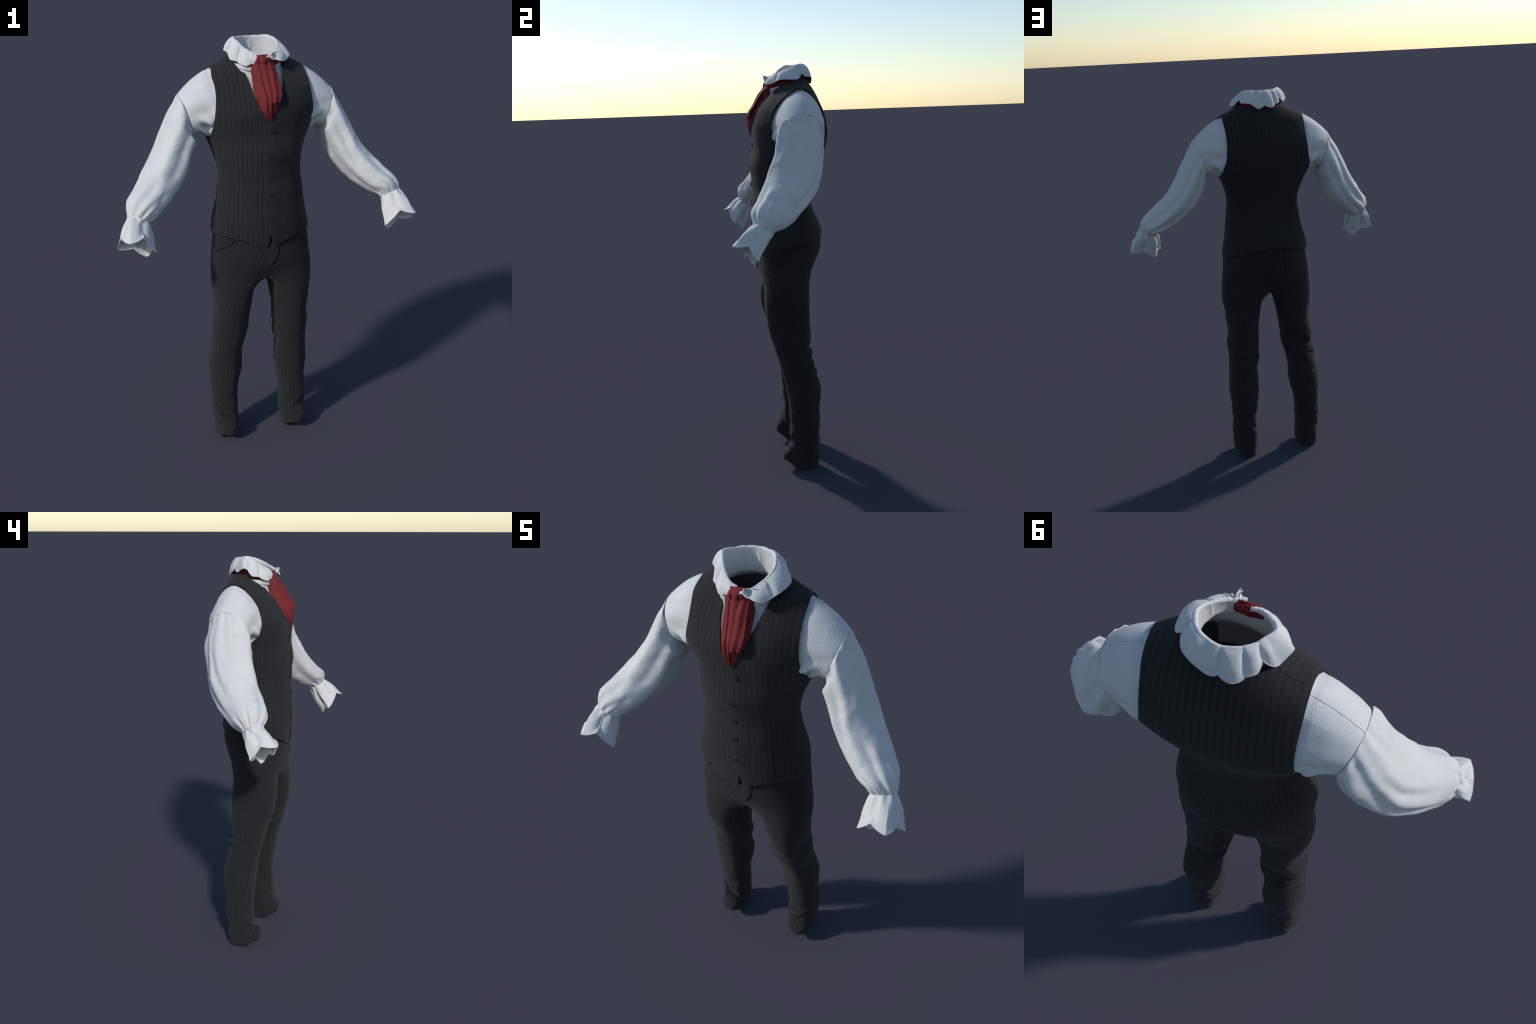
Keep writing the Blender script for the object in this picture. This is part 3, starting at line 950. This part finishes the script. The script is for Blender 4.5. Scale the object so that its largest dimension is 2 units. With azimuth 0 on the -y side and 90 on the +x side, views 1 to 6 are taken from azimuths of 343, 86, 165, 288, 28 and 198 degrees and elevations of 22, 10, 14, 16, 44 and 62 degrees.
def cuff(sg, tab, pts, mat):
    pts = np.array(pts)
    seg = 26
    c0 = tab[-1, :3]
    c1 = pts.mean(0)
    ax = (c1 - c0) / np.linalg.norm(c1 - c0)
    bot, tops = [], []
    e1 = np.cross(ax, [0, 0, 1.0])
    e1 /= np.linalg.norm(e1)
    e2 = np.cross(ax, e1)
    d = pts - c1
    ang = np.unwrap(np.arctan2(d @ e2, d @ e1))
    sgn = np.sign(ang[-1] - ang[0])
    for i in range(8):
        a, b = pts[i], pts[(i + 1) % 8]
        tip_first = i % 2 == 0
        a1 = ang[i + 1] if i < 7 else ang[0] + sgn * 2 * math.pi
        for k in range(seg):
            u = k / seg
            p = a + (b - a) * u
            rad = (p - c1) - ax * ((p - c1) @ ax)
            rad /= np.linalg.norm(rad)
            w = math.sin(math.pi * u)
            skew = 0.6 + 0.4 * (u if not tip_first else 1 - u)
            p = p + ax * 0.0065 * w * skew + rad * 0.0035 * w * skew
            bot.append(p)
            an = ang[i] + (a1 - ang[i]) * u
            tops.append(an)
    bot, tops = np.array(bot), np.array(tops)
    n = len(bot)
    # which side of the fold: pleats at the wrist
    m = 34
    tip = np.zeros(n)
    for i in range(0, 8, 2):
        q = np.abs((np.arange(n) - i * seg + n / 2) % n - n / 2) / seg
        tip = np.maximum(tip, np.clip(1 - q / 0.9, 0, 1))
    tilt = np.linalg.norm(np.cross(ax, np.array([0, 0, 1])))
    V = []
    for v in np.linspace(0, 1, m):
        r0 = 0.0455 + 0.0030 * np.cos((tops * 9) + sg) * (1 - smooth(0.1, 0.5, v))
        top = c0 + (e1 * np.cos(tops)[:, None] + e2 * np.sin(tops)[:, None]) * r0[:, None]
        top = top + ax * 0.004
        P = top * (1 - v) + bot * v
        rad = P - (c0 + ax * ((P - c0) @ ax)[:, None])
        rad /= np.linalg.norm(rad, axis=1)[:, None]
        belly = 0.010 * math.sin(math.pi * min(1, v * 1.15)) ** 1.0 * (1 - v) ** 0.5
        P = P + rad * (belly * (0.55 + 0.6 * tip))[:, None]
        valley = -0.010 * smooth(0.05, 0.4, v) * (1 - smooth(0.7, 1.0, v))
        P = P + rad * (valley * (1 - tip) ** 4)[:, None]
        V.append(P)
    V = np.array(V)
    V += fbm(V, 30.0, sg * 4.4)[..., None] * 0.0012
    lead = V[0] - (V[0] - c0) * 0.12 - ax * 0.012
    V = np.concatenate([lead[None], V])
    p = empty("ruffled_cuff", shirt)
    test = vert_normals(V.reshape(-1, 3), grid_faces(m + 1, n))
    o = V[10] - c0 - ((V[10] - c0) @ ax)[:, None] * ax
    flip = (test.reshape(m + 1, n, 3)[10] * o).sum() < 0
    make("cuff_frill", V.reshape(-1, 3), grid_faces(m + 1, n, flip=bool(flip)), mat, p, solid=0.0016, sharp=38)
    j = np.r_[np.arange(n), 0]
    tube("cuff_hem", V[-1][j], 0.0011, HEMW, p, n=6)
    tube("wrist_gathering", (V[1] * 0.5 + V[0] * 0.5)[j], 0.0014 + 0.0008 * np.sin(np.arange(n + 1) * 24 * 2 * math.pi / n), mat, p, n=6)


for sg, tab, pts, mat in ((-1, SLEEVE_R, CUFF_R, WHITE_R), (1, SLEEVE_L, CUFF_L, WHITE_L)):
    shoulder(sg, tab, mat)
    sleeve(sg, tab, mat)
    cuff(sg, tab, pts, mat)

# shirt front showing in the V of the waistcoat
fz, ft = np.meshgrid(np.linspace(1.66, 1.897, 60), np.linspace(-1.5, 1.5, 90), indexing="ij")
FR = torso_point(ft, fz, -0.010)
FR[..., 1] += 0.004 + 0.0012 * np.sin(FR[..., 0] * 190 + FR[..., 2] * 40)
stand = np.stack([0.106 * np.sin(ft), 0.070 - 0.099 * np.cos(ft), fz * 0 + 1.893 + 0 * ft], -1)
wv = smooth(1.79, 1.895, fz)[..., None]
FR[..., :2] = FR[..., :2] * (1 - wv) + stand[..., :2] * wv
V = np.concatenate([FR.reshape(-1, 3)], 1)
V[:, 2] = np.minimum(V[:, 2], 1.9)
V, F = clip(V, grid_faces(60, 90, wrap=False), 0.118 - np.abs(V[:, 0]))
V, F = clip(V, F, 0.10 - V[:, 1])
make("shirt_front", V, F, WHITE, shirt, solid=0.0015)
for side, xs in ((-1, [-0.062, -0.060, -0.055, -0.047]), (1, [0.066, 0.068, 0.066, 0.058])):
    zz = [1.905, 1.87, 1.82, 1.76]
    path = []
    for z, x in zip(np.linspace(1.880, 1.75, 30), spline([0, 1, 2, 3], np.array(xs), np.linspace(0, 3, 30))):
        path.append((x, surface_y_front(x, z) + 0.0045, z))
    tube("placket_edge", path, 0.0013, WHITE, shirt)

# ---------------------------------------------------------------- the collar
NECK = np.array([0.0, 0.065])
RIM_A = [-176, -150, -120, -100, -87, -64, -45, -20, 0, 20, 43, 64, 86, 104, 120, 150, 172]
RIM_R = [0.073, 0.076, 0.079, 0.088, 0.099, 0.091, 0.089, 0.088, 0.089, 0.089, 0.090, 0.088, 0.088, 0.087, 0.086, 0.091, 0.098]
RIM_Z = [1.932, 1.944, 1.964, 1.986, 1.999, 1.998, 1.995, 1.994, 1.993, 1.994, 1.996, 1.993, 1.979, 1.968, 1.957, 1.938, 1.926]
# hem of the fall: angle, radius, height, notch (1) or lobe (0)
FALL = [(-176, 0.084, 1.925, 1), (-156, 0.102, 1.898, 0), (-137, 0.114, 1.889, 0), (-117, 0.117, 1.906, 1), (-104, 0.129, 1.909, 0), (-92, 0.132, 1.936, 1),
        (-86, 0.147, 1.947, 0), (-68, 0.136, 1.929, 0), (-53, 0.116, 1.953, 1), (-42, 0.127, 1.926, 0), (-31, 0.124, 1.919, 1), (-17, 0.131, 1.907, 0),
        (-2, 0.122, 1.921, 1), (12, 0.124, 1.904, 0), (32, 0.136, 1.932, 0), (47, 0.137, 1.934, 0), (60, 0.126, 1.954, 1), (76, 0.146, 1.921, 0),
        (98, 0.146, 1.923, 0), (116, 0.139, 1.914, 1), (134, 0.134, 1.904, 0), (153, 0.116, 1.912, 1), (172, 0.100, 1.922, 1)]
n = 420
phi = np.linspace(-176, 172, n)
rim_r, rim_z = spline(RIM_A, np.array(RIM_R), phi), spline(RIM_A, np.array(RIM_Z), phi)
fr, fzv = np.zeros(n), np.zeros(n)
for (a0, r0, z0, k0), (a1, r1, z1, k1) in zip(FALL[:-1], FALL[1:]):
    q = (phi >= a0) & (phi <= a1)
    u = (phi[q] - a0) / (a1 - a0)
    if k0 and not k1:
        w = np.sin(u * math.pi / 2) ** 0.8
    elif k1 and not k0:
        w = 1 - np.sin((1 - u) * math.pi / 2) ** 0.8
    else:
        w = u * u * (3 - 2 * u)
    fr[q], fzv[q] = r0 + (r1 - r0) * w, z0 + (z1 - z0) * w
pinch = np.zeros(n)
for a, _, _, k in FALL[1:-1]:
    if k:
        pinch += np.exp(-np.abs((phi - a) / 4.0) ** 1.3)
for a in (22, -66, 98, -144):
    pinch += 0.22 * np.exp(-np.abs((phi - a) / 4.0) ** 1.3)
lobe = 1 - np.clip(pinch, 0, 1)
tear = np.array([mnoise.noise(Vector((p * 0.9, 3.3, 0))) for p in phi]) * smooth(70, 110, np.abs(phi))
rows = []
dirx, diry = np.sin(phi * RAD), np.cos(phi * RAD)


def ring_at(r, z):
    return np.stack([NECK[0] + dirx * r, NECK[1] + diry * r, z + 0 * r], -1)


base_r = 0.090 - 0.004 * smooth(120, 176, np.abs(phi))
for q in np.linspace(0, 1, 12):                                    # inner stand, neck to rim
    z0 = 1.893 + 0.006 * np.abs(np.sin(phi * RAD)) - 0.004 * smooth(120, 176, np.abs(phi))
    r = base_r * (1 - q) + (rim_r - 0.001) * q + 0.003 * math.sin(math.pi * q) * lobe
    rows.append(ring_at(r, z0 * (1 - q) + (rim_z - 0.006) * q))
for a in np.linspace(20, 150, 10):                                 # rolled fold
    rr = 0.0050 + 0.0010 * lobe
    rows.append(ring_at(rim_r + rr * (1 - math.cos(a * RAD)) - 0.001, rim_z - 0.006 + (rr * 0.9 + 0.0015 * lobe) * math.sin(a * RAD) + 0.0035 * tear * math.sin(a * RAD)))
r1, z1 = rows[-1], None
start_r = np.hypot(rows[-1][:, 0] - NECK[0], rows[-1][:, 1] - NECK[1])
start_z = rows[-1][:, 2]
for q in np.linspace(0.04, 1, 26):                                 # the fall
    b = math.sin(math.pi * min(1, q * 1.02)) ** 0.8
    r = start_r + (fr - start_r) * (q ** 0.85) + b * (0.0060 * lobe - 0.0036 * np.clip(pinch, 0, 1))
    z = start_z + (fzv - start_z) * (q ** 1.15)
    rows.append(ring_at(r, z))
COL = np.array(rows)
COL += fbm(COL, 45.0, 6.0)[..., None] * 0.0012
colF = grid_faces(len(COL), n, wrap=False)
nn = vert_normals(COL.reshape(-1, 3), colF).reshape(len(COL), n, 3)
outw = np.stack([dirx, diry, 0 * dirx], -1)
flip = (nn[-6] * outw).sum() < 0
collar = empty("ruffled_collar", shirt)
make("collar_frill", COL.reshape(-1, 3), grid_faces(len(COL), n, wrap=False, flip=bool(flip)), WHITE, collar, solid=0.0016)
tube("collar_hem", COL[-1], 0.0013, HEMW, collar, n=6)
# narrow stand showing between cravat and waistcoat
pa = np.linspace(-165, 165, 160) * RAD
st = []
for z, k in ((1.872, 1.03), (1.885, 1.01), (1.896, 1.0), (1.905, 0.985), (1.909, 0.97)):
    st.append(np.stack([np.sin(pa) * 0.108 * k, 0.070 + np.cos(pa) * 0.1 * k, z + 0.006 * np.cos(pa)], -1))
st = np.array(st)
make("collar_stand", st.reshape(-1, 3), grid_faces(5, 160, wrap=False, flip=True), WHITE, collar, solid=0.0015)

# crumpled end of the frill beside the cravat
cr = np.random.default_rng(11)


def crumple(center, size, seed):
    r2 = np.random.default_rng(seed)
    V, F = [], []
    nu, nv = 9, 5
    d = r2.normal(size=3)
    d[2] = abs(d[2]) * 0.6
    d[1] = -abs(d[1]) * 0.6
    d /= np.linalg.norm(d)
    e = np.cross(d, r2.normal(size=3))
    e /= np.linalg.norm(e)
    g = np.cross(d, e)
    for i in range(nu):
        t = i / (nu - 1)
        for j in range(nv):
            s = (j / (nv - 1) - 0.5) * (1 - t * 0.8)
            p = np.array(center) + d * size * t + e * size * s * 0.8 + g * size * 0.22 * math.sin(5 * t + 4 * s + seed) * t
            V.append(p + r2.normal(size=3) * size * 0.03)
    return V, grid_faces(nu, nv, wrap=False)


cV, cF = [], []
for i, (c, s) in enumerate([((0.040, -0.030, 1.930), 0.024), ((0.030, -0.034, 1.927), 0.016), ((0.048, -0.026, 1.935), 0.018), ((0.036, -0.024, 1.934), 0.018),
                            ((0.055, -0.020, 1.938), 0.014), ((0.028, -0.030, 1.922), 0.014), ((0.044, -0.034, 1.930), 0.02)]):
    v, f = crumple(c, s, 20 + i)
    b = len(cV)
    cV += v
    cF += [tuple(b + k for k in q) for q in f]
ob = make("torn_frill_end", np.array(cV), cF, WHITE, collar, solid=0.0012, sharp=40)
ob["kind"] = "stuff"

# ---------------------------------------------------------------- the cravat
cravat = empty("cravat", costume)
pa = np.linspace(-166, 166, 180) * RAD
band = []
for k in range(14):
    v = k / 13
    z = 1.893 + 0.042 * v
    bulge = 0.0035 * math.sin(math.pi * v) + 0.0012 * math.sin(v * 15)
    front = smooth(120 * RAD, 175 * RAD, np.abs(pa))
    rx, ry = 0.1055 + bulge, 0.1010 + bulge
    band.append(np.stack([np.sin(pa) * rx, 0.070 + np.cos(pa) * ry - 0.0 * front, z + 0.008 * np.cos(pa) - 0.006 * front], -1))
band = np.array(band)
make("neck_band", band.reshape(-1, 3), grid_faces(14, 180, wrap=False, flip=True), RED, cravat, solid=0.002)

# hanging end: height, left edge, right edge, y of the crown
TAIL = np.array([(1.932, -0.026, 0.030, -0.024), (1.915, -0.037, 0.040, -0.034), (1.893, -0.050, 0.054, -0.045), (1.870, -0.052, 0.059, -0.060), (1.840, -0.051, 0.063, -0.078),
                 (1.810, -0.051, 0.066, -0.094), (1.780, -0.051, 0.067, -0.115), (1.757, -0.047, 0.059, -0.124), (1.735, -0.041, 0.048, -0.127), (1.710, -0.033, 0.037, -0.125),
                 (1.690, -0.021, 0.027, -0.122), (1.675, -0.008, 0.020, -0.119), (1.660, 0.004, 0.013, -0.114)])
zs = np.linspace(1.932, 1.662, 110)
row = spline(TAIL[::-1, 0], TAIL[::-1, 1:], zs)
nu = 90
u = np.linspace(-1, 1, nu)
tail = []
for z, (xl, xr, yc) in zip(zs, row):
    x = (xl + xr) / 2 + (xr - xl) / 2 * u
    v = (1.932 - z) / 0.27
    edge_y = np.array([surface_y_front(float(np.clip(q, -0.09, 0.09)), max(z, 1.60)) for q in (xl, xr)])
    ey = edge_y[0] + (edge_y[1] - edge_y[0]) * (u + 1) / 2
    ey = ey + (0.002 if z < 1.80 else -0.004)
    ey = np.minimum(ey, np.interp(z, [1.66, 1.78, 1.80, 1.85, 1.90, 1.94], [0.0, -0.045, -0.049, -0.029, -0.020, -0.024]))
    y = yc + (np.maximum(ey, yc + 0.001) - yc) * np.abs(u) ** 2.6
    # long pleats running into the knot
    for uc, du, amp, wid in ((-0.66, 0.25, 0.0030, 0.14), (-0.34, 0.36, -0.0060, 0.06), (-0.02, 0.16, 0.0035, 0.20), (0.24, -0.02, -0.0080, 0.06), (0.86, -0.20, 0.003, 0.10)):
        y = y - amp * np.exp(-((u - uc - du * (v - 0.4)) / wid) ** 2) * smooth(0.0, 0.14, v) * (1 - 0.6 * smooth(0.8, 1.0, v))
    y = y - 0.006 * np.exp(-((v - 0.06) / 0.05) ** 2) + 0.002 * np.exp(-((v - 0.145) / 0.03) ** 2)
    tail.append(np.stack([x, y, np.full(nu, z)], -1))
tail = np.array(tail)
tail[..., 1] += fbm(tail, 30, 2.2) * 0.002
ring_back = tail[:, ::-1][:, 1:-1].copy()
ring_back[..., 1] = ring_back[..., 1] + 0.014 - 0.010 * smooth(1.86, 1.895, ring_back[..., 2])
full = np.concatenate([tail, ring_back], 1)
nc = full.shape[1]
F = grid_faces(len(zs), nc, flip=True)
F += [tuple(range(nc)), tuple((len(zs) - 1) * nc + i for i in range(nc))[::-1]]
make("cravat_end", full.reshape(-1, 3), F, RED, cravat, sharp=60)
# the overlapping fold on the wearer's left, its free edge standing off the chest
fold = []
fzs = np.linspace(1.905, 1.744, 70)
for z in fzs:
    v = (1.905 - z) / 0.205
    xr = np.interp(z, [1.70, 1.74, 1.776, 1.80, 1.85, 1.905], [0.026, 0.046, 0.0575, 0.0585, 0.054, 0.044])
    xl = np.interp(z, [1.70, 1.80, 1.905], [0.012, 0.010, 0.012])
    yc = float(spline(TAIL[::-1, 0], TAIL[::-1, 3], np.array([z]))[0])
    uu = np.linspace(0, 1, 24)
    x = xl + (xr - xl) * uu
    y = yc + 0.004 - float(smooth(0.0, 0.22, v)) * (0.008 + 0.004 * np.sin(uu * math.pi)) + 0.013 * uu ** 2 * (1 - 0.65 * math.sin(math.pi * v)) + 0.0025 * np.sin(uu * 9 + v * 3)
    fold.append(np.stack([x, y, np.full(24, z)], -1))
fold = np.array(fold)
make("cravat_fold", fold.reshape(-1, 3), grid_faces(70, 24, wrap=False, flip=True), RED, cravat, solid=0.003)
# knot over the band
kn = []
for i in range(26):
    a = math.pi * i / 25
    x0 = -math.cos(a) * 0.040
    r = max(0.0005, math.sin(a)) ** 0.6
    b = np.arange(32) * 2 * math.pi / 32
    wr = 1 + 0.07 * np.sin(5 * b + i * 0.5) + 0.05 * np.sin(9 * b - i * 0.3)
    kn.append(np.stack([np.full(32, x0), -0.018 - 0.10 * x0 * x0 / 0.04 * -1 + np.cos(b) * 0.0125 * r * wr, 1.914 + np.sin(b) * 0.017 * r * wr], -1))
kn = np.array(kn)
make("knot", kn.reshape(-1, 3), grid_faces(26, 32), RED, cravat)
